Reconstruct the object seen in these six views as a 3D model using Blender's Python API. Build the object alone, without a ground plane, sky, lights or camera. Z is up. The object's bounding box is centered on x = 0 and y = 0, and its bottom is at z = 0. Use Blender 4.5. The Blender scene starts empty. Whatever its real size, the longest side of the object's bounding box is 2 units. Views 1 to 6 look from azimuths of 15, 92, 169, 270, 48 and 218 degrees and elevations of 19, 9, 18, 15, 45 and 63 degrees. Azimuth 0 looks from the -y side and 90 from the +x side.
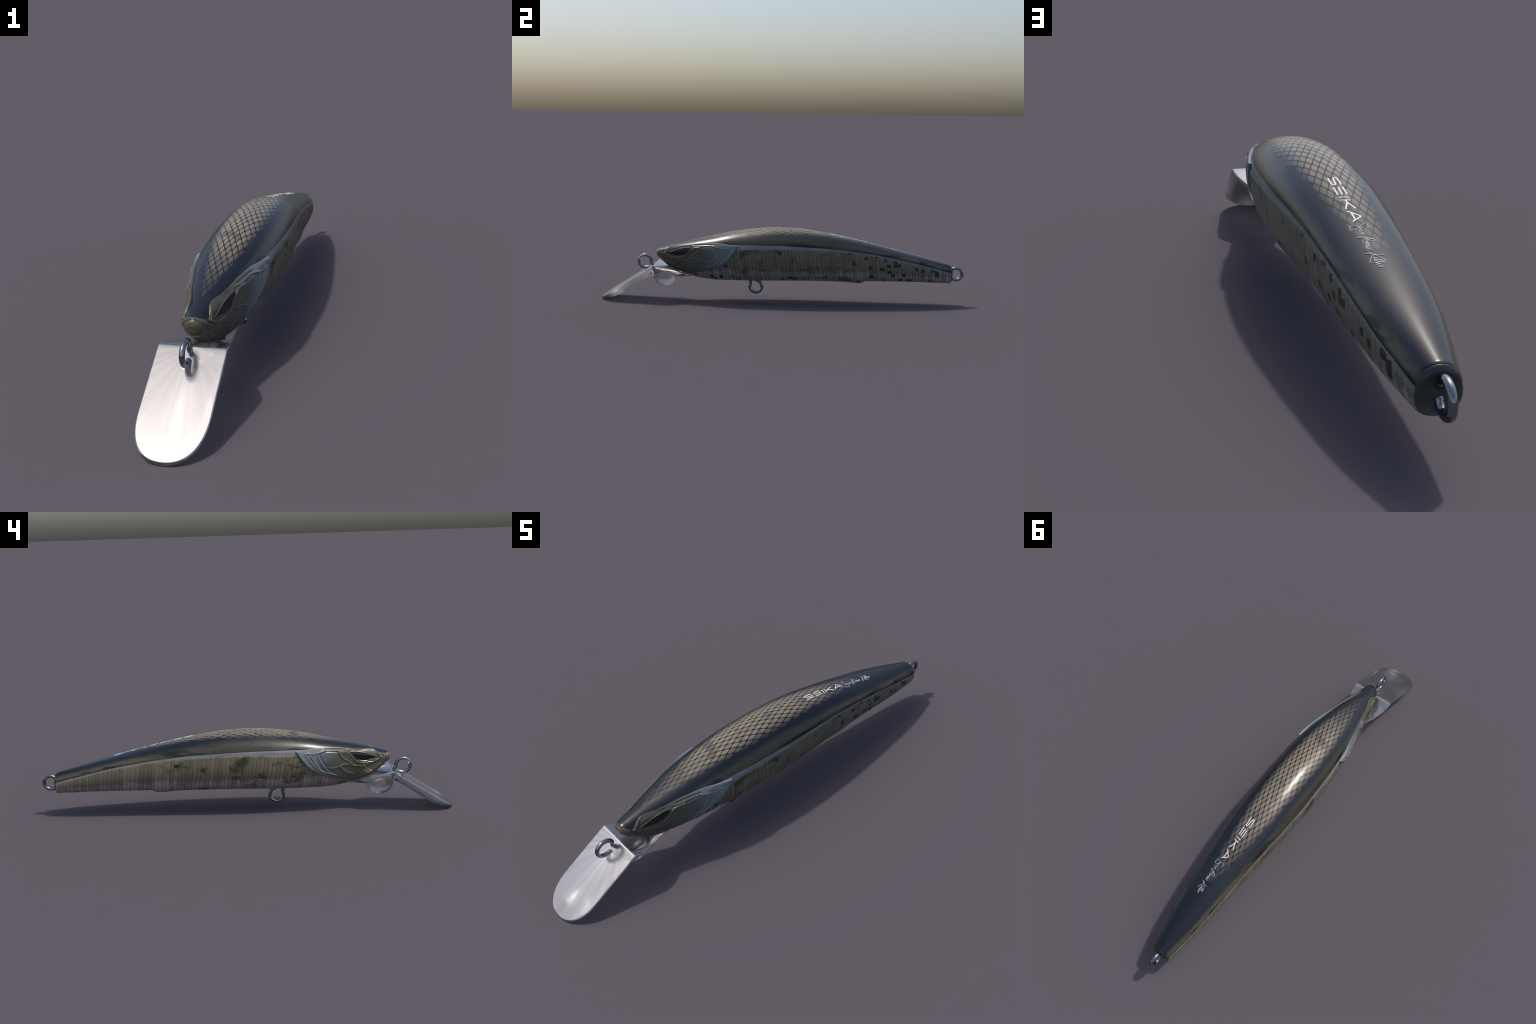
"""A minnow-shaped fishing lure: scaled back, ribbed flanks, sculpted gill covers,
a metal diving lip with a ballast bulb, three wire eyelets and white lettering.
Frame: length along y (head at -y), z up, symmetric about x = 0."""
import bpy, math, random
import numpy as np
from mathutils import Vector

random.seed(7)
rng = np.random.default_rng(7)

# ------------------------------------------------------------------ helpers
def pchip(xs, ys):
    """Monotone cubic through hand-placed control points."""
    xs, ys = np.asarray(xs, float), np.asarray(ys, float)
    h, d = np.diff(xs), np.diff(ys) / np.diff(xs)
    m = np.zeros_like(ys)
    for i in range(1, len(xs) - 1):
        if d[i - 1] * d[i] > 0:
            w1, w2 = 2 * h[i] + h[i - 1], h[i] + 2 * h[i - 1]
            m[i] = (w1 + w2) / (w1 / d[i - 1] + w2 / d[i])
    m[0], m[-1] = d[0], d[-1]

    def f(x):
        x = np.clip(np.asarray(x, float), xs[0], xs[-1])
        i = np.clip(np.searchsorted(xs, x) - 1, 0, len(xs) - 2)
        t = (x - xs[i]) / h[i]
        return ((1 + 2 * t) * (1 - t) ** 2 * ys[i] + t * (1 - t) ** 2 * h[i] * m[i]
                + t * t * (3 - 2 * t) * ys[i + 1] + t * t * (t - 1) * h[i] * m[i + 1])
    return f


def smooth(a, b, x):
    t = np.clip((np.asarray(x, float) - a) / (b - a), 0, 1)
    return t * t * (3 - 2 * t)


def make_mesh(name, verts, faces, mats, smooth_shade=True, parent=None, normals=None):
    me = bpy.data.meshes.new(name)
    me.from_pydata([tuple(v) for v in verts], [], [tuple(int(i) for i in f) for f in faces])
    me.validate(clean_customdata=False)
    for m in (mats if isinstance(mats, (list, tuple)) else [mats]):
        me.materials.append(m)
    me.polygons.foreach_set("use_smooth", [smooth_shade] * len(me.polygons))
    if normals is not None:
        me.normals_split_custom_set_from_vertices([tuple(n) for n in normals])
    me.update()
    ob = bpy.data.objects.new(name, me)
    bpy.context.scene.collection.objects.link(ob)
    if parent is not None:
        ob.parent = parent
    return ob


def grid_faces(nu, nv, flip=False, base=0):
    i = np.arange(nu - 1)[:, None] * nv + np.arange(nv - 1)[None, :] + base
    q = np.stack([i, i + 1, i + nv + 1, i + nv], -1).reshape(-1, 4)
    return q[:, ::-1] if flip else q


# ------------------------------------------------------------------ body form
TAIL, NOSE = 0.932, -0.6935
ridge_z = pchip([-.6935, -.690, -.680, -.66, -.55, -.424, -.357, -.29, -.17, -.03, .08, .17, .25, .41, .59, .78, .932],
                [.262, .274, .2822, .2885, .3180, .3490, .3642, .3802, .3986, .4097, .4062, .3958, .3832, .3505, .3080, .2595, .2182])
belly_z = pchip([-.6935, -.690, -.677, -.64, -.595, -.50, -.42, -.356, -.20, -.03, .20, .33, .424, .440, .462, .70, .932],
                [.262, .250, .234, .200, .170, .1355, .1205, .1150, .1145, .1178, .1203, .1188, .1122, .1132, .1240, .1260, .1215])
side_z = pchip([-.6935, -.68, -.60, -.50, -.40, -.24, 0, .2, .4, .65, .932],
               [.262, .259, .268, .285, .300, .312, .317, .311, .293, .251, .176])
half_w = pchip([-.6935, -.691, -.683, -.66, -.60, -.535, -.447, -.35, -.24, -.12, 0, .16, .35, .55, .76, .932],
               [.0, .014, .0280, .0355, .0478, .0625, .0835, .1010, .1150, .1230, .1245, .1185, .1040, .0893, .0712, .0425])
crown = pchip([-.6935, -.45, -.20, 0, .15, .30, .60, .932], [1.0, 1.12, 1.42, 1.50, 1.28, 1.05, 1.0, 1.2])   # >1: peaked back
keel = pchip([-.6935, -.40, -.20, 0, .30, .60, .932], [.98, .92, .87, .82, .82, .79, .74])                  # <1: boxy belly
TAIL_ROUND = 0.013


def section(y, a):
    """Point on the body at station y, angle a (0 = ridge, pi/2 = side, pi = belly)."""
    y, a = np.broadcast_arrays(np.asarray(y, float), np.asarray(a, float))
    w, zs, zt, zb = half_w(y), side_z(y), ridge_z(y), belly_z(y)
    k = np.clip((y - (TAIL - TAIL_ROUND)) / TAIL_ROUND, 0, 1)
    shrink = TAIL_ROUND * (1 - np.sqrt(np.clip(1 - k * k, 0, 1)))
    w, zt, zb = w - shrink, zt - shrink, zb + shrink
    s, c = np.sin(a), np.cos(a)
    up = a <= math.pi / 2
    eu, el = crown(y), keel(y)
    x = np.where(up, w * np.abs(s), w * np.abs(s) ** el)
    z = zs + np.where(up, (zt - zs) * np.abs(c) ** eu, -(zs - zb) * np.abs(c) ** el)
    u = np.clip((zs - z) / np.maximum(zs - zb, 1e-6), 0, 1)
    x = x * np.where(up, 1.0, 1 + .05 * smooth(-.48, -.12, y) * 4 * u * (1 - u))        # flanks swell below the stripe
    return np.stack([x, y, z], -1)


def section_normal(y, a):
    e = 1e-4
    y, a = np.broadcast_arrays(np.asarray(y, float), np.asarray(a, float))
    yc, ac = np.clip(y, NOSE + 4 * e, TAIL - 4 * e), np.clip(a, 3e-3, math.pi - 3e-3)
    ty = section(yc + e, ac) - section(yc - e, ac)
    ta = section(yc, ac + 2e-3) - section(yc, ac - 2e-3)
    n = np.cross(ta, ty)
    n /= np.linalg.norm(n, axis=-1, keepdims=True) + 1e-12
    n = np.where((n[..., :1] * 1 < -1e-9) & (ac[..., None] > .2) & (ac[..., None] < 2.9), -n, n)
    flip = ((ac < .2) & (n[..., 2] < 0)) | ((ac > 2.9) & (n[..., 2] > 0))
    n = np.where(flip[..., None], -n, n)
    n[..., 0] = np.where((a < 3e-3) | (a > math.pi - 3e-3), 0, n[..., 0])
    return n / (np.linalg.norm(n, axis=-1, keepdims=True) + 1e-12)


def angle_for_z(y, z):
    """Angle a whose body point lies at height z."""
    y, z = np.broadcast_arrays(np.asarray(y, float), np.asarray(z, float))
    zs, zt, zb = side_z(y), ridge_z(y), belly_z(y)
    cu = np.clip((z - zs) / np.maximum(zt - zs, 1e-6), 0, 1) ** (1 / crown(y))
    cl = np.clip((zs - z) / np.maximum(zs - zb, 1e-6), 0, 1) ** (1 / keel(y))
    return np.where(z >= zs, np.arccos(cu), math.pi - np.arccos(cl))


def on_back(x, y, lift):
    """Drape a plan position (x, y) on the back, raised by lift."""
    x, y = np.broadcast_arrays(np.asarray(x, float), np.asarray(y, float))
    a = np.arcsin(np.clip(np.abs(x) / half_w(y), 0, .995))
    sg = np.where(x < 0, -1.0, 1.0)[..., None] * np.array([1, 0, 0]) + np.array([0, 1, 1])
    n = section_normal(y, a) * sg
    return section(y, a) * sg + n * np.asarray(lift)[..., None], n


def mirrored(ob_verts, faces, normals=None):
    """Append the x-mirror of a half mesh, as a separate set of vertices."""
    v = np.asarray(ob_verts)
    f = np.asarray(faces)
    v2 = v * [-1, 1, 1]
    return np.vstack([v, v2]), np.vstack([f, f[:, ::-1] + len(v)])


# ------------------------------------------------------------------ materials
class Nodes:
    """Small expression layer over a shader node tree."""
    def __init__(self, name):
        self.mat = bpy.data.materials.new(name)
        self.mat.use_nodes = True
        self.t = self.mat.node_tree
        self.bsdf = self.t.nodes["Principled BSDF"]
        self.tc = self.t.nodes.new("ShaderNodeTexCoord")
        sep = self.t.nodes.new("ShaderNodeSeparateXYZ")
        self.obj = self.tc.outputs["Object"]
        self.t.links.new(self.obj, sep.inputs[0])
        self.x, self.y, self.z = sep.outputs

    def put(self, socket, v):
        if isinstance(v, bpy.types.NodeSocket):
            self.t.links.new(v, socket)
        else:
            socket.default_value = (*v, 1.0) if isinstance(v, tuple) and len(v) == 3 and socket.type == "RGBA" else v

    def m(self, op, a, b=0.0, c=0.0, clamp=False):
        n = self.t.nodes.new("ShaderNodeMath")
        n.operation, n.use_clamp = op, clamp
        for s, v in zip(n.inputs, (a, b, c)):
            self.put(s, v)
        return n.outputs[0]

    def step(self, lo, hi, v, to0=0.0, to1=1.0):
        n = self.t.nodes.new("ShaderNodeMapRange")
        n.interpolation_type = "SMOOTHSTEP"
        for s, q in zip(n.inputs, (v, lo, hi, to0, to1)):
            self.put(s, q)
        return n.outputs[0]

    def mix(self, f, a, b, mode="MIX"):
        n = self.t.nodes.new("ShaderNodeMix")
        n.data_type, n.blend_type = "RGBA", mode
        self.put(n.inputs[0], f)
        self.put(n.inputs[6], a)
        self.put(n.inputs[7], b)
        return n.outputs[2]

    def ramp(self, f, stops, mode="LINEAR"):
        n = self.t.nodes.new("ShaderNodeValToRGB")
        n.color_ramp.interpolation = mode
        el = n.color_ramp.elements
        while len(el) < len(stops):
            el.new(0.5)
        for e, (p, c) in zip(el, stops):
            e.position, e.color = p, (*c, 1)
        self.put(n.inputs[0], f)
        return n.outputs[0]

    def coords(self, scale, shift=(0, 0, 0)):
        n = self.t.nodes.new("ShaderNodeMapping")
        n.inputs["Scale"].default_value, n.inputs["Location"].default_value = scale, shift
        self.t.links.new(self.obj, n.inputs[0])
        return n.outputs[0]

    def noise(self, scale, shift=(0, 0, 0), detail=3.0, rough=.55, distort=0.0):
        n = self.t.nodes.new("ShaderNodeTexNoise")
        n.inputs["Scale"].default_value = 1.0
        n.inputs["Detail"].default_value, n.inputs["Roughness"].default_value = detail, rough
        n.inputs["Distortion"].default_value = distort
        self.t.links.new(self.coords(scale, shift), n.inputs["Vector"])
        return n.outputs[0]

    def curve(self, v, pts, lo, hi):
        """Profile height along the body, as a float curve over lo..hi."""
        n = self.t.nodes.new("ShaderNodeFloatCurve")
        c = n.mapping.curves[0]
        pts = [((p - lo) / (hi - lo), q) for p, q in pts]
        while len(c.points) < len(pts):
            c.points.new(.5, .5)
        for p, q in zip(c.points, pts):
            p.location = q
        n.mapping.update()
        self.put(n.inputs["Value"], self.m("DIVIDE", self.m("SUBTRACT", v, lo), hi - lo, clamp=True))
        return n.outputs[0]

    def bump(self, h, strength=.3, dist=.002):
        n = self.t.nodes.new("ShaderNodeBump")
        n.inputs["Strength"].default_value, n.inputs["Distance"].default_value = strength, dist
        self.put(n.inputs["Height"], h)
        self.t.links.new(n.outputs[0], self.bsdf.inputs["Normal"])

    def set(self, **kw):
        for k, v in kw.items():
            self.put(self.bsdf.inputs[k.replace("_", " ")], v)
        return self.mat


STATIONS = [-.69, -.6, -.5, -.4, -.24, -.1, 0, .1, .2, .3, .4, .5, .6, .7, .8, .93]


def height_fraction(n):
    """0 at the lateral stripe, 1 on the ridge of the back."""
    zs = n.curve(n.y, [(y, float(side_z(y))) for y in STATIONS], -.7, .95)
    zt = n.curve(n.y, [(y, float(ridge_z(y))) for y in STATIONS], -.7, .95)
    return n.m("DIVIDE", n.m("SUBTRACT", n.z, zs), n.m("SUBTRACT", zt, zs), clamp=True)


NAVY, INK, OLIVE, SLATE = (.0075, .0105, .0165), (.0025, .003, .0035), (.078, .071, .043), (.020, .026, .033)


def back_colour(n):
    q = height_fraction(n)
    wob = n.noise((5, 2.2, 5), detail=2)
    q2 = n.m("ADD", n.m("SUBTRACT", q, n.step(.25, .85, n.y, 0.0, .17)), n.m("MULTIPLY", n.m("SUBTRACT", wob, .5), .25))
    col = n.ramp(q2, [(0.0, (.022, .020, .014)), (.09, (.060, .055, .035)), (.22, OLIVE), (.40, (.050, .049, .034)), (.54, (.017, .020, .021)),
                      (.66, NAVY), (.82, (.0085, .0115, .018)), (1.0, (.010, .013, .019))])
    col = n.mix(n.m("MULTIPLY", n.step(.50, .05, n.y), n.step(.62, .30, q)), col, (.034, .033, .024))
    streak = n.noise((26, 2.3, 34), (3, .3, 1), detail=3, rough=.6)
    dark = n.m("MULTIPLY", n.step(.52, .63, streak), n.step(.80, .30, q))
    col = n.mix(n.m("MULTIPLY", dark, .85), col, INK)
    pale = n.m("MULTIPLY", n.step(.58, .75, n.noise((9, 3, 9), (7, 2, 4), detail=2)), n.step(.15, .5, q))
    return n.mix(n.m("MULTIPLY", pale, .5), col, SLATE), q


def mat_back():
    n = Nodes("painted_back")
    col, q = back_colour(n)
    return n.set(Base_Color=col, Roughness=.25, Specular_IOR_Level=.38)


def scale_envelope(n):
    e = n.curve(n.y, [(y, float(scale_reach(y)) * 5) for y in (-.62, -.55, -.5, -.4, -.3, -.2, -.1, 0, .1, .2, .3, .4, .5, .6, .65)], -.7, .95)
    return n.m("SUBTRACT", 1.0, n.m("DIVIDE", n.m("ABSOLUTE", n.x), n.m("DIVIDE", n.m("MAXIMUM", e, .01), 5.0)))


scale_reach = pchip([-.62, -.56, -.50, -.40, -.30, -.20, -.05, .10, .25, .40, .52, .62],
                    [.002, .015, .030, .050, .067, .078, .086, .082, .070, .054, .037, .004])


def mat_scale():
    n = Nodes("tan_scale")
    col, q = back_colour(n)
    inside = n.step(.03, .52, scale_envelope(n))
    fore = n.step(-.57, -.20, n.y, .10, 1.0)
    aft = n.step(.60, .12, n.y, .12, 1.0)
    tone = n.m("MULTIPLY", inside, n.m("MULTIPLY", fore, aft))
    info = n.t.nodes.new("ShaderNodeObjectInfo")
    tan = n.mix(info.outputs["Random"], (.178, .147, .100), (.220, .184, .127))
    tan = n.mix(n.step(.60, .72, n.noise((14, 14, 14), (2, 5, 1), detail=2)), tan, (.12, .10, .07))  # small shading smudges tinted into the tan
    return n.set(Base_Color=n.mix(tone, col, tan), Roughness=.27, Specular_IOR_Level=.45)


RIB = .0187


def rib_phase_np(y, z):
    return (y + .13 * z + .0035 * np.sin(y * 17) + .002 * np.sin(y * 41 + 1)) / RIB


def mat_flank():
    n = Nodes("ribbed_flank")
    wob = n.m("ADD", n.m("MULTIPLY", n.m("SINE", n.m("MULTIPLY", n.y, 17)), .0035),
              n.m("MULTIPLY", n.m("SINE", n.m("MULTIPLY_ADD", n.y, 41, 1)), .002))
    ph = n.m("DIVIDE", n.m("ADD", n.m("MULTIPLY_ADD", n.z, .13, n.y), wob), RIB)
    cell, fr = n.m("FLOOR", ph), n.m("FRACT", ph)
    line = n.m("MAXIMUM", n.step(.10, .02, fr), n.step(.93, .99, fr))
    wn = n.t.nodes.new("ShaderNodeTexWhiteNoise")
    wn.noise_dimensions = "2D"
    comb = n.t.nodes.new("ShaderNodeCombineXYZ")
    n.put(comb.inputs[0], cell)
    n.put(comb.inputs[1], n.m("SIGN", n.x))
    n.put(wn.inputs["Vector"], comb.outputs[0])
    rnd = wn.outputs["Value"]
    ragged = n.m("MULTIPLY_ADD", n.noise((8, 22, 60), detail=3), .035, n.z)
    ragged = n.m("ADD", n.m("MULTIPLY_ADD", rnd, .012, ragged), n.step(.45, .90, n.y, 0.0, .026))
    low = n.m("MULTIPLY", n.step(.218, .190, ragged), n.step(-.45, -.15, n.y, .6, 1.0))
    col = n.mix(low, (.180, .160, .112), (.330, .316, .310))
    col = n.mix(n.step(.24, .31, n.z), col, (.150, .145, .098))
    rust = n.m("MULTIPLY", n.step(.55, .70, n.noise((7, 5, 7), (1, 8, 2))), n.step(.17, .21, n.z))
    col = n.mix(n.m("MULTIPLY", rust, .6), col, (.170, .130, .085))
    col = n.mix(n.m("MULTIPLY", rnd, .5), col, n.mix(low, (.075, .068, .050), (.13, .125, .13)))
    col = n.mix(n.m("MULTIPLY", line, .85), col, (.022, .020, .016))
    blot = n.noise((16, 13, 18), (4, 1, 9), detail=4, rough=.62, distort=.6)
    mid = n.m("MULTIPLY", n.step(-.62, -.3, n.y), n.step(.55, .25, n.y))
    col = n.mix(n.m("MULTIPLY", n.m("MULTIPLY", n.step(.50, .66, blot), mid), .85), col, (.024, .021, .014))
    # broken rib shading painted as black squares, mostly +x flank towards the tail
    cell_z = n.m("FLOOR", n.m("DIVIDE", n.m("MULTIPLY_ADD", rnd, .02, n.z), .017))
    wn2, comb2 = n.t.nodes.new("ShaderNodeTexWhiteNoise"), n.t.nodes.new("ShaderNodeCombineXYZ")
    n.put(comb2.inputs[0], cell)
    n.put(comb2.inputs[1], cell_z)
    n.put(comb2.inputs[2], n.m("SIGN", n.x))
    n.put(wn2.inputs["Vector"], comb2.outputs[0])
    want = n.m("ADD", n.step(.35, .80, n.y, .010, .17), n.step(.17, .13, n.z, 0, .10))
    want = n.m("MULTIPLY", want, n.step(-.02, .02, n.x, .05, 1.0))
    painted_shade_block = n.m("LESS_THAN", wn2.outputs["Value"], want)
    col = n.mix(n.m("MULTIPLY", painted_shade_block, .9), col, (.006, .006, .006))
    h = n.m("ADD", n.m("MULTIPLY", n.noise((30, 60, 30), detail=4), .6), n.m("MULTIPLY", rnd, .3))
    n.bump(h, .35, .002)
    return n.set(Base_Color=col, Roughness=.42, Specular_IOR_Level=.45)


def mat_stripe():
    n = Nodes("silver_stripe")
    v = n.noise((4, 6, 4), detail=2)
    return n.set(Base_Color=n.mix(n.step(.35, .7, v), (.165, .170, .190), (.225, .228, .245)), Roughness=.35, Specular_IOR_Level=.5)


def mat_face():
    n = Nodes("olive_to_steel_face")
    f = n.m("MULTIPLY_ADD", n.noise((9, 9, 9), detail=2), .06, n.m("MULTIPLY_ADD", n.z, -.12, n.y))
    col = n.ramp(n.m("MULTIPLY_ADD", f, 2.0, 1.5, clamp=True),
                 [(.0, (.070, .064, .038)), (.42, (.072, .068, .044)), (.66, (.088, .096, .086)), (.86, (.160, .200, .210)), (1.0, (.185, .240, .255))])
    band = n.step(.55, .75, n.noise((14, 4, 40), (3, 3, 1), detail=2))
    col = n.mix(n.m("MULTIPLY", band, .35), col, (.05, .055, .05))
    return n.set(Base_Color=col, Roughness=.30, Specular_IOR_Level=.5)


def mat_simple(name, colour, rough, metal=0.0, spec=.5, vary=.0):
    n = Nodes(name)
    if vary:
        v = n.noise((30, 30, 30), detail=3)
        colour = n.mix(v, tuple(c * (1 - vary) for c in colour), tuple(c * (1 + vary) for c in colour))
    return n.set(Base_Color=colour, Roughness=rough, Metallic=metal, Specular_IOR_Level=spec)


def mat_lip():
    n = Nodes("mirrored_clear_plastic")
    fan = n.m("ARCTAN2", n.x, n.m("SUBTRACT", -.70, n.y))  # fan of glints on the lip, drawn into base colour and roughness
    comb = n.t.nodes.new("ShaderNodeCombineXYZ")
    n.put(comb.inputs[0], n.m("MULTIPLY", fan, 5.0))
    n.put(comb.inputs[1], n.m("MULTIPLY", n.y, 1.2))
    tex = n.t.nodes.new("ShaderNodeTexNoise")
    tex.inputs["Scale"].default_value, tex.inputs["Detail"].default_value = 1.0, 3.0
    n.put(tex.inputs["Vector"], comb.outputs[0])
    v = n.step(.35, .65, tex.outputs[0])
    return n.set(Base_Color=n.mix(v, (.60, .59, .60), (.75, .74, .75)), Roughness=n.m("MULTIPLY_ADD", v, -.03, .23),
                 Transmission_Weight=1.0, IOR=1.47, Metallic=.42)


M_BACK, M_SCALE, M_FLANK, M_STRIPE, M_FACE = mat_back(), mat_scale(), mat_flank(), mat_stripe(), mat_face()
M_EYE = mat_simple("black_eye", (.006, .006, .008), .18, vary=.3)
M_WIRE = mat_simple("steel_wire", (.27, .28, .30), .13, metal=1.0, vary=.06)
M_INK = mat_simple("white_print", (.62, .62, .64), .40, vary=.06)
M_HOLE = mat_simple("dark_socket", (.012, .012, .011), .5, vary=.3)
M_LIP = mat_lip()

# ------------------------------------------------------------------ the thing
lure = bpy.data.objects.new("fishing_lure", None)
bpy.context.scene.collection.objects.link(lure)
lure["label"] = "minnow fishing lure with scaled back, metal diving lip and wire eyelets"
lure["category"] = "fishing lure"

# ------------------------------------------------------------------ body shells
stripe_half = pchip([-.6935, -.50, -.32, -.24, -.1, 0, .2, .43, .7, .80, .86, .932], [.0010, .0020, .0120, .0125, .010, .0075, .0048, .0030, .0020, .0022, .0040, .0042])


def stations(n=620):
    t = np.linspace(0, 1, n)
    core = NOSE + .03 + t * (TAIL - .02 - NOSE - .03)
    e = np.linspace(0, 1, 26)
    nose = NOSE + .03 * e[:-1] ** 2
    tail = TAIL - .02 * (1 - np.sin(e[1:] * math.pi / 2))
    return np.concatenate([nose, core, tail])


YS = stations(900)
HB = side_z(YS)
a_up = angle_for_z(YS, side_z(YS) + stripe_half(YS))
a_lo = angle_for_z(YS, side_z(YS) - stripe_half(YS))


def shell(name, mat, a0, a1, rows, lift, closed_ridge):
    """Loft of both sides between two angle lines; free edges turn inward."""
    t = np.linspace(0, 1, rows)
    A = a0[:, None] * (1 - t) + a1[:, None] * t
    Y = np.repeat(YS[:, None], rows, 1)
    h = lift(Y, A, t[None, :])
    P = section(Y, A) + section_normal(Y, A) * h[..., None]
    P[0] = [0, NOSE, float(ridge_z(NOSE))]
    if closed_ridge == "top":
        P[:, 0, 0] = 0
    if closed_ridge == "bottom":
        P[:, -1, 0] = 0
    nu = len(YS)
    if closed_ridge == "top":      # right side reversed, shared ridge column, left side
        L = P[:, 1:] * [-1, 1, 1]
        full = np.concatenate([L[:, ::-1], P], 1)
        f = grid_faces(nu, full.shape[1], flip=False)
    elif closed_ridge == "bottom":
        L = P[:, :-1] * [-1, 1, 1]
        full = np.concatenate([P, L[:, ::-1]], 1)
        f = grid_faces(nu, full.shape[1], flip=False)
    else:
        full, f = P, grid_faces(nu, rows)
    return make_mesh(name, full.reshape(-1, 3), f, mat, parent=lure)


def edge_lip(t, at0, at1, rows):
    """Turn the first / last row of a shell inward so that it has an edge."""
    h = np.zeros_like(t)
    if at0:
        h = np.where(t < .5 / rows, -.004, h)
    if at1:
        h = np.where(t > 1 - .5 / rows, -.004, h)
    return h


back = shell("back", M_BACK, np.zeros_like(YS), a_up, 60,
             lambda Y, A, t: .0010 + 0 * Y + edge_lip(t, False, True, 60), "top")


def flank_lift(Y, A, t):
    z = section(Y, A)[..., 2]
    fr = np.mod(rib_phase_np(Y, z), 1.0)
    saw = smooth(0, .16, fr) * (1 - .55 * smooth(.2, 1, fr))
    amp = .0022 * smooth(-.53, -.47, Y) * smooth(.932, .91, Y)
    return .0012 + amp * (saw - .5) + edge_lip(t, True, False, 84)


flank = shell("flank", M_FLANK, a_lo, np.full_like(YS, math.pi), 84, flank_lift, "bottom")

t = np.linspace(0, 1, 7)
A = (a_up - .03)[:, None] * (1 - t) + (a_lo + .03)[:, None] * t
Yg = np.repeat(YS[:, None], 7, 1)
P = section(Yg, A) - section_normal(Yg, A) * .0008
keep = YS > -.45
v, f = P[keep].reshape(-1, 3), grid_faces(int(keep.sum()), 7)
for s in (1, -1):
    make_mesh("lateral_stripe", v * [s, 1, 1], f if s > 0 else f[:, ::-1], M_STRIPE, parent=lure)

# tail cap: rounded end shell over the last stations
a = np.linspace(0, 2 * math.pi, 129)[:-1]


def ring_at(y, lift):
    aa = np.where(a <= math.pi, a, 2 * math.pi - a)
    sg = np.where(a <= math.pi, 1.0, -1.0)[:, None] * np.array([1, 0, 0]) + np.array([0, 1, 1])
    yy = np.full_like(aa, y)
    return (section(yy, aa) + section_normal(yy, aa) * [1, 0, 1] * lift) * sg


ctr = np.array([0, TAIL + .0022, .170])
K0 = .62
rings = [ring_at(TAIL - TAIL_ROUND * (1 - math.sin(K0)), -.002)]
rings += [ring_at(TAIL - TAIL_ROUND * (1 - math.sin(k)), .0022) + [0, .0022 * math.sin(k), 0] for k in np.linspace(K0, math.pi / 2, 12)]
last = rings[-1]
rings += [ctr + (last - ctr) * k + [0, .0015 * (1 - k * k), 0] for k in (.9, .75, .5, .25)]
NR = len(rings)
v = np.vstack(rings + [ctr[None] + [0, .0015, 0]])
f = [(r * 128 + i, r * 128 + (i + 1) % 128, (r + 1) * 128 + (i + 1) % 128, (r + 1) * 128 + i) for r in range(NR - 1) for i in range(128)]
f += [((NR - 1) * 128 + i, (NR - 1) * 128 + (i + 1) % 128, NR * 128) for i in range(128)]


def mat_tail():
    n = Nodes("tail_cap_paint")
    col = n.ramp(n.m("MULTIPLY_ADD", n.z, 10, -1.2, clamp=True), [(.0, (.13, .14, .155)), (.32, (.050, .050, .046)), (.7, (.034, .035, .033)), (1, (.02, .024, .03))])
    return n.set(Base_Color=col, Roughness=.33)


make_mesh("tail_cap", v, f, mat_tail(), parent=lure)

# ------------------------------------------------------------------ face: gill covers, snout, eyes
LINES = dict(
    rim_groove=[(-.372, .3165), (-.40, .3165), (-.44, .313), (-.478, .309), (-.515, .306)],
    brow=[(-.459, .304), (-.489, .308), (-.526, .306), (-.563, .303), (-.596, .299), (-.618, .289), (-.636, .272), (-.644, .263)],
    lid=[(-.452, .301), (-.484, .296), (-.501, .280), (-.516, .261), (-.536, .247), (-.561, .241), (-.581, .244), (-.601, .245)],
    cheek=[(-.439, .301), (-.449, .281), (-.464, .266), (-.483, .254), (-.497, .242)],
    jaw=[(-.392, .228), (-.419, .226), (-.441, .231), (-.466, .239), (-.486, .238), (-.513, .230), (-.538, .226), (-.557, .225),
         (-.576, .233), (-.601, .240), (-.626, .248), (-.646, .259), (-.664, .272)],
    chin_a=[(-.444, .229), (-.459, .213), (-.481, .199), (-.513, .187)],
    chin_b=[(-.559, .223), (-.573, .208), (-.598, .193)],
    plate_a=[(-.339, .294), (-.346, .277), (-.358, .253), (-.373, .232), (-.390, .214), (-.409, .199), (-.426, .193)],
    plate_b=[(-.369, .309), (-.334, .303), (-.307, .296), (-.315, .279), (-.329, .255), (-.348, .232), (-.370, .214), (-.402, .201)],
    plate_c=[(-.305, .304), (-.281, .303), (-.291, .287), (-.305, .267), (-.329, .240), (-.353, .221), (-.377, .207)],
    opercle=[(-.387, .232), (-.373, .247), (-.358, .271), (-.350, .296), (-.366, .305), (-.390, .307), (-.437, .302)],
)
EYE = [(-.496, .297), (-.524, .295), (-.551, .289), (-.576, .282), (-.601, .273), (-.630, .263), (-.601, .256), (-.576, .250),
       (-.551, .251), (-.529, .260), (-.510, .279)]
face_top = pchip([-.6935, -.6865, -.6835, -.6815, -.672, -.664, -.6555, -.6505, -.646, -.640, -.631, -.613, -.588, -.551, -.513, -.476, -.439, -.391, -.354, -.318, -.296, -.265, -.235],
                 [.30, .300, .292, .281, .2765, .2715, .2670, .2670, .272, .278, .285, .2945, .300, .304, .3095, .316, .322, .326, .3275, .3255, .3235, .3215, .3185])
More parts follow.
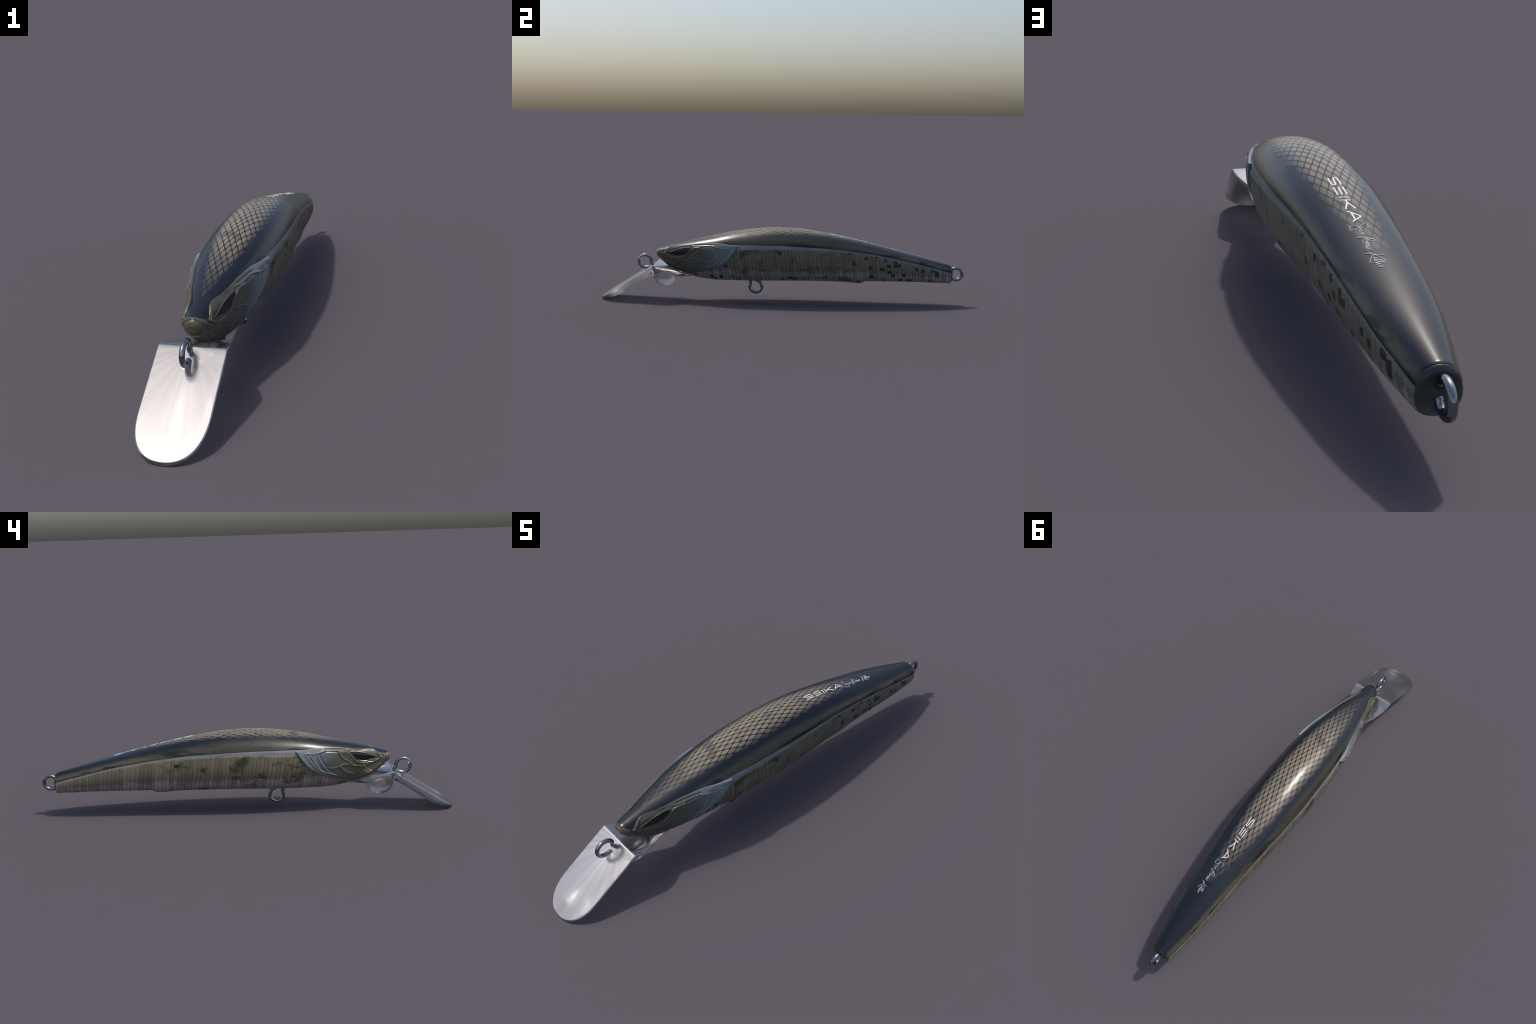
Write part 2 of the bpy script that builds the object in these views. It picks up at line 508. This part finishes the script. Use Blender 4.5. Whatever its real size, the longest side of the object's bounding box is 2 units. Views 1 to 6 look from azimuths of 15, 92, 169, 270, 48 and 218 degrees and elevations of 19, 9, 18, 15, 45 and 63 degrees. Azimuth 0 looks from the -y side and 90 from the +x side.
face_bottom = pchip([-.6935, -.575, -.555, -.53, -.501, -.463, -.426, -.389, -.353, -.316, -.285, -.264, -.247, -.235],
                    [.10, .10, .135, .150, .158, .164, .172, .184, .199, .221, .248, .274, .300, .3180])


def polyline_distance(p, line, closed=False):
    """Distance and signed side of points p (n,2) to a polyline."""
    q = np.asarray(line, float)
    if closed:
        q = np.vstack([q, q[:1]])
    best, side = np.full(len(p), 9.0), np.zeros(len(p))
    for a, b in zip(q[:-1], q[1:]):
        d = b - a
        t = np.clip(((p - a) @ d) / (d @ d), 0, 1)
        v = p - a - t[:, None] * d
        r = np.hypot(v[:, 0], v[:, 1])
        s = np.sign(d[0] * v[:, 1] - d[1] * v[:, 0])
        side = np.where(r < best, s, side)
        best = np.minimum(best, r)
    return best, side


def inside_polygon(p, poly):
    q, n = np.asarray(poly), len(poly)
    hit = np.zeros(len(p), bool)
    for i in range(n):
        (ya, za), (yb, zb) = q[i], q[(i + 1) % n]
        cross = ((za > p[:, 1]) != (zb > p[:, 1])) & (p[:, 0] < (yb - ya) * (p[:, 1] - za) / (zb - za + 1e-12) + ya)
        hit ^= cross
    return hit


def rounded(line, steps=6):
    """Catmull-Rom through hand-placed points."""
    q = np.asarray(line, float)
    q = np.vstack([2 * q[0] - q[1], q, 2 * q[-1] - q[-2]])
    out = []
    for i in range(1, len(q) - 2):
        for t in np.linspace(0, 1, steps, endpoint=False):
            out.append(.5 * (2 * q[i] + (q[i + 1] - q[i - 1]) * t + (2 * q[i - 1] - 5 * q[i] + 4 * q[i + 1] - q[i + 2]) * t * t
                             + (3 * q[i] - q[i - 1] - 3 * q[i + 1] + q[i + 2]) * t ** 3))
    out.append(q[-2])
    return np.array(out)


FY = np.concatenate([NOSE + .016 * np.linspace(0, 1, 40)[:-1] ** 2, np.linspace(NOSE + .016, -.235, 400)])
FR = 170
tt = np.concatenate([[0], np.linspace(0, 1, FR - 2), [1]])
top_a = angle_for_z(FY, np.minimum(face_top(FY), ridge_z(FY)))
bot_a = angle_for_z(FY, np.maximum(face_bottom(FY), belly_z(FY)))
bot_a = np.maximum(bot_a, top_a + 1e-4)
FA = top_a[:, None] * (1 - tt) + bot_a[:, None] * tt
FYg = np.repeat(FY[:, None], FR, 1)
base = section(FYg, FA)
pz = base[..., 1:].reshape(-1, 2)
h = .0035 + .0045 * smooth(-.60, -.30, FYg).reshape(-1)
RAISE = dict(brow=(.0024, .0032, 0), lid=(.0022, .0024, .0016), cheek=(.0016, .0024, -.0026), jaw=(.0022, .0024, -.0024), chin_a=(.0012, .0024, -.0024),
             chin_b=(.0012, .0024, -.0024), plate_a=(.0024, .0024, .0020), plate_b=(.0021, .0022, .0020), plate_c=(.0018, .0022, .0020), opercle=(-.0024, .0026, .0),
             rim_groove=(-.0026, .0030, 0))
for k, line in LINES.items():
    amp, wid, stp = RAISE[k]
    d, sd = polyline_distance(pz, rounded(line))
    h += amp * np.exp(-(d / wid) ** 2) + stp * sd * np.exp(-(d / (2.6 * wid)) ** 2) * smooth(0, wid * .5, d)
eye_line = rounded(EYE + EYE[:1])
d_eye, _ = polyline_distance(pz, eye_line)
in_eye = inside_polygon(pz, eye_line[:-1])
h += np.where(in_eye, -.0075 * smooth(0, .0035, d_eye), 0) + .0008 * np.exp(-(d_eye / .003) ** 2)
# hollow between brow ridge and eye
d_b, s_b = polyline_distance(pz, rounded(LINES["brow"]))
hollow = (pz[:, 0] < -.47) & (pz[:, 0] > -.64) & (pz[:, 1] > .255) & ~in_eye & (d_eye < .03)
h -= np.where(hollow, .0025 * np.exp(-(d_eye / .009) ** 2), 0)
h += .0012 * np.exp(-((pz[:, 0] + .590) / .030) ** 2 - ((pz[:, 1] - .298) / .010) ** 2)       # brow hump
h += .0035 * np.exp(-((pz[:, 0] + .400) / .035) ** 2 - ((pz[:, 1] - .270) / .028) ** 2)       # opercle bulge
h = h.reshape(FYg.shape)
h += .0030 * np.exp(-((FYg + .565) / .062) ** 2) * smooth(.309, .286, base[..., 2])                              # fuller cheek around the eye
h -= .0030 * np.exp(-((FYg + .648) / .012) ** 2) * smooth(.255, .275, base[..., 2])      # brow tapers off in front
h *= smooth(NOSE - .004, NOSE + .006, FYg) * .4 + .6
# oval disc on the snout
oval = np.hypot(base[..., 0] / .0300, (base[..., 2] - .2510) / .0270)
front = smooth(-.640, -.668, FYg)
h += front * (-.0030 * np.exp(-((oval - 1) / .060) ** 2) + .0022 * np.exp(-((oval - 1.15) / .09) ** 2))
h -= front * .0018 * np.exp(-(np.hypot(base[..., 0], base[..., 2] - .244) / .003) ** 2)
# outer edge: rounded, then turned in
edge = np.minimum(np.arange(FR), np.arange(FR)[::-1])[None, :].repeat(len(FY), 0)
arc = np.linalg.norm(np.diff(base, axis=1), axis=-1).sum(1)[:, None] / FR
run = np.minimum(tt, 1 - tt)[None, :] * np.maximum(arc * FR, 1e-4)
free_top, free_bot = (top_a > .02)[:, None], (bot_a < math.pi - .02)[:, None]
at_edge = ((tt[None, :] < .5) & free_top) | ((tt[None, :] >= .5) & free_bot)
h -= np.where(at_edge, .0022 * np.exp(-(run / .0018) ** 2), 0)
h = np.where(in_eye.reshape(h.shape), np.maximum(h, .0030), h)
h[:, 0] = np.where(free_top[:, 0], -.003, h[:, 0])
h[:, -1] = np.where(free_bot[:, 0], -.003, h[:, -1])
h[-1] = -.003
FP = base + section_normal(FYg, FA) * h[..., None]
FP[:, :, 0] = np.maximum(FP[:, :, 0], 0)
FP[~free_top[:, 0], 0, 0] = 0
FP[~free_bot[:, 0], -1, 0] = 0
FP[0] = [0, NOSE - .0035, float(ridge_z(NOSE))]
faces = grid_faces(len(FY), FR)
flat = FP.reshape(-1, 3)
mid = flat[faces].mean(1)
eye_face = in_eye[faces].all(1)
snout_face = (mid[:, 1] < -.655) & ~eye_face


def vertex_normals(v, f):
    tri = np.vstack([f[:, [0, 1, 2]], f[:, [0, 2, 3]]])
    fn = np.cross(v[tri[:, 1]] - v[tri[:, 0]], v[tri[:, 2]] - v[tri[:, 0]])
    n = np.zeros_like(v)
    for k in range(3):
        np.add.at(n, tri[:, k], fn)
    return n / (np.linalg.norm(n, axis=1, keepdims=True) + 1e-15)


whole_n = vertex_normals(flat, faces)
mid_col = flat[:, 0] < 1e-6
whole_n[mid_col, 0] = 0
whole_n /= np.linalg.norm(whole_n, axis=1, keepdims=True) + 1e-12


def piece(name, pick, mat, sides=(1, -1), join=False):
    used = np.unique(faces[pick])
    idx = np.full(len(flat), -1)
    idx[used] = np.arange(len(used))
    v, f, n = flat[used], idx[faces[pick]], whole_n[used]
    if join:
        v2, f2 = mirrored(v, f)
        make_mesh(name, v2, f2, mat, parent=lure, normals=np.vstack([n, n * [-1, 1, 1]]))
        return
    for s in sides:
        make_mesh(name, v * [s, 1, 1], f if s > 0 else f[:, ::-1], mat, parent=lure, normals=n * [s, 1, 1])


piece("gill_cover", ~eye_face & ~snout_face, M_FACE)
piece("eye", eye_face, M_EYE)
piece("snout", snout_face, M_FACE, join=True)

# ------------------------------------------------------------------ scales on the back
DY, DX = .0257, .0105
count = 0
for i in range(-24, 26):
    for j in range(-10, 11):
        if (i + j) % 2:
            continue
        cy, cx = i * DY + .0005, j * DX
        reach = float(scale_reach(cy))
        if cy < -.57 or cy > .575 or abs(cx) > reach * .90:
            continue
        L, Wd = DY * .85, DX * .68
        ts = np.linspace(-1, 1, 15)
        rows = []
        for t_ in ts:
            w = Wd * max(1 - abs(t_) ** 1.38, 0.02)
            for k in (-1, -1, -.6, 0, .6, 1, 1):
                rows.append((cx + k * w, cy + t_ * L))
        rows = np.array(rows)
        lift = np.full((15, 7), .0015)
        lift[:, 0] = lift[:, -1] = .0004
        lift[0] = lift[-1] = .0004
        lift[:, 1] = lift[:, -2] = .0014
        p, nn = on_back(rows[:, 0], rows[:, 1], lift.reshape(-1))
        make_mesh("scale", p, grid_faces(15, 7, flip=False), M_SCALE, parent=lure, normals=nn)
        count += 1
print("scales", count)

# ------------------------------------------------------------------ lettering
def ribbon(strokes, width, lift=.0021, to_xy=lambda p: p):
    """Thin raised strokes draped over the back. Stroke points are (along, up)."""
    V, F, b = [], [], 0
    for st in strokes:
        q = np.asarray(st, float)
        seg = np.hypot(*np.diff(q, axis=0).T)
        n = max(2, int(seg.sum() / .0018) + 1)
        cum = np.concatenate([[0], np.cumsum(seg)])
        s = np.unique(np.concatenate([np.linspace(0, cum[-1], n), cum]))
        q = np.stack([np.interp(s, cum, q[:, 0]), np.interp(s, cum, q[:, 1])], 1)
        d = np.gradient(q, axis=0)
        d /= np.hypot(*d.T)[:, None] + 1e-12
        nrm = np.stack([-d[:, 1], d[:, 0]], 1)
        cols = []
        for off, hgt in ((-.5, .0012), (-.5, lift), (.5, lift), (.5, .0012)):
            xy = to_xy(q + nrm * off * width)
            p, _ = on_back(xy[:, 0], xy[:, 1], np.full(len(xy), hgt))
            cols.append(p)
        g = np.stack(cols, 1)
        V.append(g.reshape(-1, 3))
        F.append(grid_faces(len(q), 4, base=b))
        F.append(np.array([[b, b + 1, b + 2, b + 3], [b + 4 * len(q) - 1, b + 4 * len(q) - 2, b + 4 * len(q) - 3, b + 4 * len(q) - 4]]))
        b += 4 * len(q)
    return np.vstack(V), np.vstack(F)


BASE_X, CAP = .0185, .0215            # baseline at x = +.0185, letters rise towards -x


def place(p):
    return np.stack([BASE_X - p[:, 1], p[:, 0]], 1)


c = CAP
LETTERS = [
    ("letter", [[(.296, c * .97), (.262, c * .97), (.2565, c * .86), (.2570, c * .62), (.263, c * .53), (.289, c * .47), (.2945, c * .38), (.294, c * .13), (.288, .03 * c), (.2545, .03 * c)]]),
    ("letter", [[(.306, .03 * c), (.344, .03 * c)], [(.308, c * .5), (.345, c * .5)], [(.310, c * .97), (.348, c * .97)]]),
    ("letter", [[(.3565, 0), (.3615, c)]]),
    ("letter", [[(.3705, 0), (.3755, c)], [(.3725, c * .46), (.384, c * .50), (.414, c)], [(.384, c * .50), (.4125, 0)]]),
    ("letter", [[(.4225, 0), (.4475, c), (.452, c), (.4675, 0)], [(.433, c * .32), (.463, c * .32)]]),
]
for name, st in LETTERS:
    v, f = ribbon(st, .0036, to_xy=place)
    make_mesh(name, v, f, M_INK, smooth_shade=False, parent=lure)

word_sun = [[(.499, .026), (.491, .031), (.483, .028), (.486, .018), (.497, .006), (.499, -.006), (.491, -.010), (.481, -.006), (.485, .004), (.500, .013)],
            [(.500, .013), (.505, .006), (.509, .013), (.511, .006), (.514, .007), (.517, .013), (.518, .006), (.521, .013), (.524, .006)]]
word_bass = [[(.544, .026), (.536, .006), (.529, -.009)], [(.528, -.002), (.540, .020), (.549, .027), (.551, .020), (.540, .011), (.551, .010), (.552, .003), (.541, .001)],
             [(.552, .006), (.558, .012), (.555, .004), (.561, .011), (.562, .004), (.567, .013), (.564, .002), (.569, .004), (.574, .013), (.570, .001), (.576, .005), (.581, .013), (.577, .001)]]
word_killer = [[(.604, .028), (.598, .008), (.590, -.007)], [(.588, .000), (.600, .010), (.622, .027)], [(.600, .010), (.606, .002), (.620, -.006), (.626, -.003)],
               [(.610, .004), (.613, .013), (.613, .004), (.617, .008), (.624, .026), (.619, .004), (.624, .009), (.631, .026), (.626, .003), (.630, .008),
                (.634, .012), (.632, .004), (.638, .008), (.640, .013), (.643, .012), (.641, .003)], [(.612, .019), (.613, .021)]]
for st in (word_sun, word_bass, word_killer):
    v, f = ribbon([rounded(s, 5) for s in st], .00075, to_xy=lambda p: place(p * [1, .95] + [.0, -.003]))
    make_mesh("handwritten_word", v, f, M_INK, smooth_shade=False, parent=lure)

# ------------------------------------------------------------------ diving lip
BEND, TIP = -.6945, -1.0
lip_rear_z = pchip([-.695, -.643, -.557, -.48, -.44], [.2035, .1890, .1640, .1490, .146])
lip_rear_w = pchip([-.695, -.675, -.643, -.60, -.557, -.48, -.44], [.1030, .1020, .0955, .0790, .0560, .0330, .022])
lip_rear_deep = pchip([-.695, -.64, -.577, -.52, -.44], [.0545, .0410, .0365, .0170, .0020])
lip_depth = pchip([0, .10, .27, .57, .80, .90, .96, 1.0], [.062, .056, .053, .055, .0440, .0270, .0160, .0105])


def soft_bend(y):
    """Height of the lip's flat top: two planes meeting in a small fillet."""
    fore = .2045 - .6350 * (BEND - y)
    aft = float(lip_rear_z(y)) if y > -.6945 else .2035 - .36 * (y - BEND)
    k = 420.0
    return -math.log(math.exp(-k * fore) + math.exp(-k * (aft + .001))) / k


def lip_section(y, m=61):
    """Closed cross-section of the lip at station y: flat top row, then the rounded
    underside with the ballast bulb swelling out of it."""
    t = np.sin(np.linspace(-1, 1, m) * math.pi / 2)
    cross = np.clip(1 - t * t, 0, 1)
    if y <= BEND:
        s = (BEND - y) / (BEND - TIP)
        k = np.clip((-.875 - y) / .125, 0, 1)
        w = .103 * max(1 - k ** 2.4, 0) ** (1 / 2.4) + .0008
        rim = soft_bend(y)
        deep = float(lip_depth(s)) - .0095
    else:
        w, rim = float(lip_rear_w(y)), soft_bend(y)
        deep = float(lip_rear_deep(y))
    z_top = rim + 0 * t
    z_bot = rim - .0095 - deep * cross ** .75
    ch = min(.0030, w * .3)
    x = np.clip(t * w, -(w - ch), w - ch)
    x[[0, -1]] = -w, w
    q = 1 - (np.abs(x) / .056) ** 2.2 - (abs(y + .648) / .068) ** 2.2
    bulb = .140 - .069 * np.clip(q, 0, 1) ** .5
    z_low = np.where(q > 0, np.minimum(z_bot, bulb), z_bot)
    top = np.stack([x, np.full(m, y), z_top], 1)
    bot = np.stack([x * .985, np.full(m, y), z_low], 1)[::-1]
    top[[0, -1], 2] -= .0026
    bot[[0, -1], 2] += .0018
    return np.vstack([top, bot]), np.concatenate([np.zeros(m, bool), ((q > 0) & (bulb < z_bot))[::-1]])


ly = np.concatenate([TIP + .125 * (1 - np.cos(np.linspace(0, math.pi / 2, 50))), np.linspace(-.874, BEND - .014, 36), np.linspace(BEND - .0135, BEND + .0135, 28),
                     np.linspace(BEND + .0148, -.56, 80), np.linspace(-.557, -.44, 20)])
secs, bulging = zip(*[lip_section(y) for y in ly])
secs, bulging = np.array(secs), np.array(bulging)
nu, nv = len(ly), secs.shape[1]
lv = secs.reshape(-1, 3)
lf = np.array([(u * nv + k, u * nv + (k + 1) % nv, (u + 1) * nv + (k + 1) % nv, (u + 1) * nv + k) for u in range(nu - 1) for k in range(nv)])
in_bulb = bulging.reshape(-1)[lf].all(1)
full_n = vertex_normals(lv, lf)
if full_n[np.argmax(lv[:, 2]), 2] < 0:
    lf, full_n = lf[:, ::-1], -full_n
caps = [tuple(range(nv - 1, -1, -1)), tuple((nu - 1) * nv + k for k in range(nv))]
lip = make_mesh("diving_lip", lv, list(map(tuple, lf[~in_bulb])) + caps, M_LIP, parent=lure)
lip.data.set_sharp_from_angle(angle=math.radians(30))
used = np.unique(lf[in_bulb])
idx = np.full(len(lv), -1)
idx[used] = np.arange(len(used))
make_mesh("ballast_bulb", lv[used], idx[lf[in_bulb]], M_LIP, parent=lip, normals=full_n[used])

# ------------------------------------------------------------------ wire eyelets
def wire(name, path, radius, parent):
    q = rounded(path, 8)
    q3 = np.stack([np.zeros(len(q)), q[:, 0], q[:, 1]], 1)
    d = np.gradient(q3, axis=0)
    d /= np.linalg.norm(d, axis=1, keepdims=True)
    side = np.array([1.0, 0, 0])
    up = np.cross(d, side)
    th = np.linspace(0, 2 * math.pi, 21)[:-1]
    V = q3[:, None] + radius * (np.cos(th)[None, :, None] * side + np.sin(th)[None, :, None] * up[:, None])
    inner0, inner1 = V[0] * .7 + q3[0] * .3 - d[0] * radius * .25, V[-1] * .7 + q3[-1] * .3 + d[-1] * radius * .25
    V = np.concatenate([inner0[None], V, inner1[None]])
    n, m = V.shape[:2]
    f = [(u * m + k, u * m + (k + 1) % m, (u + 1) * m + (k + 1) % m, (u + 1) * m + k) for u in range(n - 1) for k in range(m)]
    f += [tuple(range(m - 1, -1, -1)), tuple((n - 1) * m + k for k in range(m))]
    return make_mesh(name, V.reshape(-1, 3), f, M_WIRE, parent=parent)


def arc(cy, cz, r, a0, a1, n=14):
    return [(cy + r * math.cos(math.radians(a)), cz + r * math.sin(math.radians(a))) for a in np.linspace(a0, a1, n)]


# line tie: loop open towards the lip, one leg running down into it
wire("line_tie", [(-.690, .150), (-.702, .168), (-.714, .186)] + arc(-.759, .2085, .0345, -10, 285, 18) + [(-.738, .178)], .0086, lip)
# belly hook hanger
wire("hook_hanger", [(-.172, .130), (-.172, .115), (-.1735, .102)] + arc(-.143, .0790, .0330, 155, 425, 16) + [(-.138, .113), (-.150, .122)], .0086, lure)
# tail hook hanger
wire("tail_hanger", [(.915, .186)] + arc(.9585, .1710, .0325, 155, -155, 18) + [(.915, .156)], .0088, lure)

# dark sockets where the tail wire enters
for z in (.1885,):
    th = np.linspace(0, 2 * math.pi, 25)[:-1]
    V = [(.0125 * math.cos(k) * s, TAIL + .0050 + e, z + .0125 * math.sin(k) * s) for s, e in ((1.0, -.002), (.95, .0), (.6, -.0004)) for k in th] + [(0, TAIL + .0040, z)]
    f = [(r * 24 + i, r * 24 + (i + 1) % 24, (r + 1) * 24 + (i + 1) % 24, (r + 1) * 24 + i) for r in range(2) for i in range(24)]
    f += [(48 + i, 48 + (i + 1) % 24, 72) for i in range(24)]
    make_mesh("wire_socket", V, f, M_HOLE, parent=lure)

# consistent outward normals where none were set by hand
import bmesh
for ob in list(bpy.data.objects):
    if ob.type == "MESH" and ob.name.split(".")[0] in ("back", "flank", "lateral_stripe", "tail_cap", "line_tie", "hook_hanger", "tail_hanger", "wire_socket", "letter", "handwritten_word"):
        bm = bmesh.new()
        bm.from_mesh(ob.data)
        bmesh.ops.recalc_face_normals(bm, faces=bm.faces)
        bm.to_mesh(ob.data)
        bm.free()
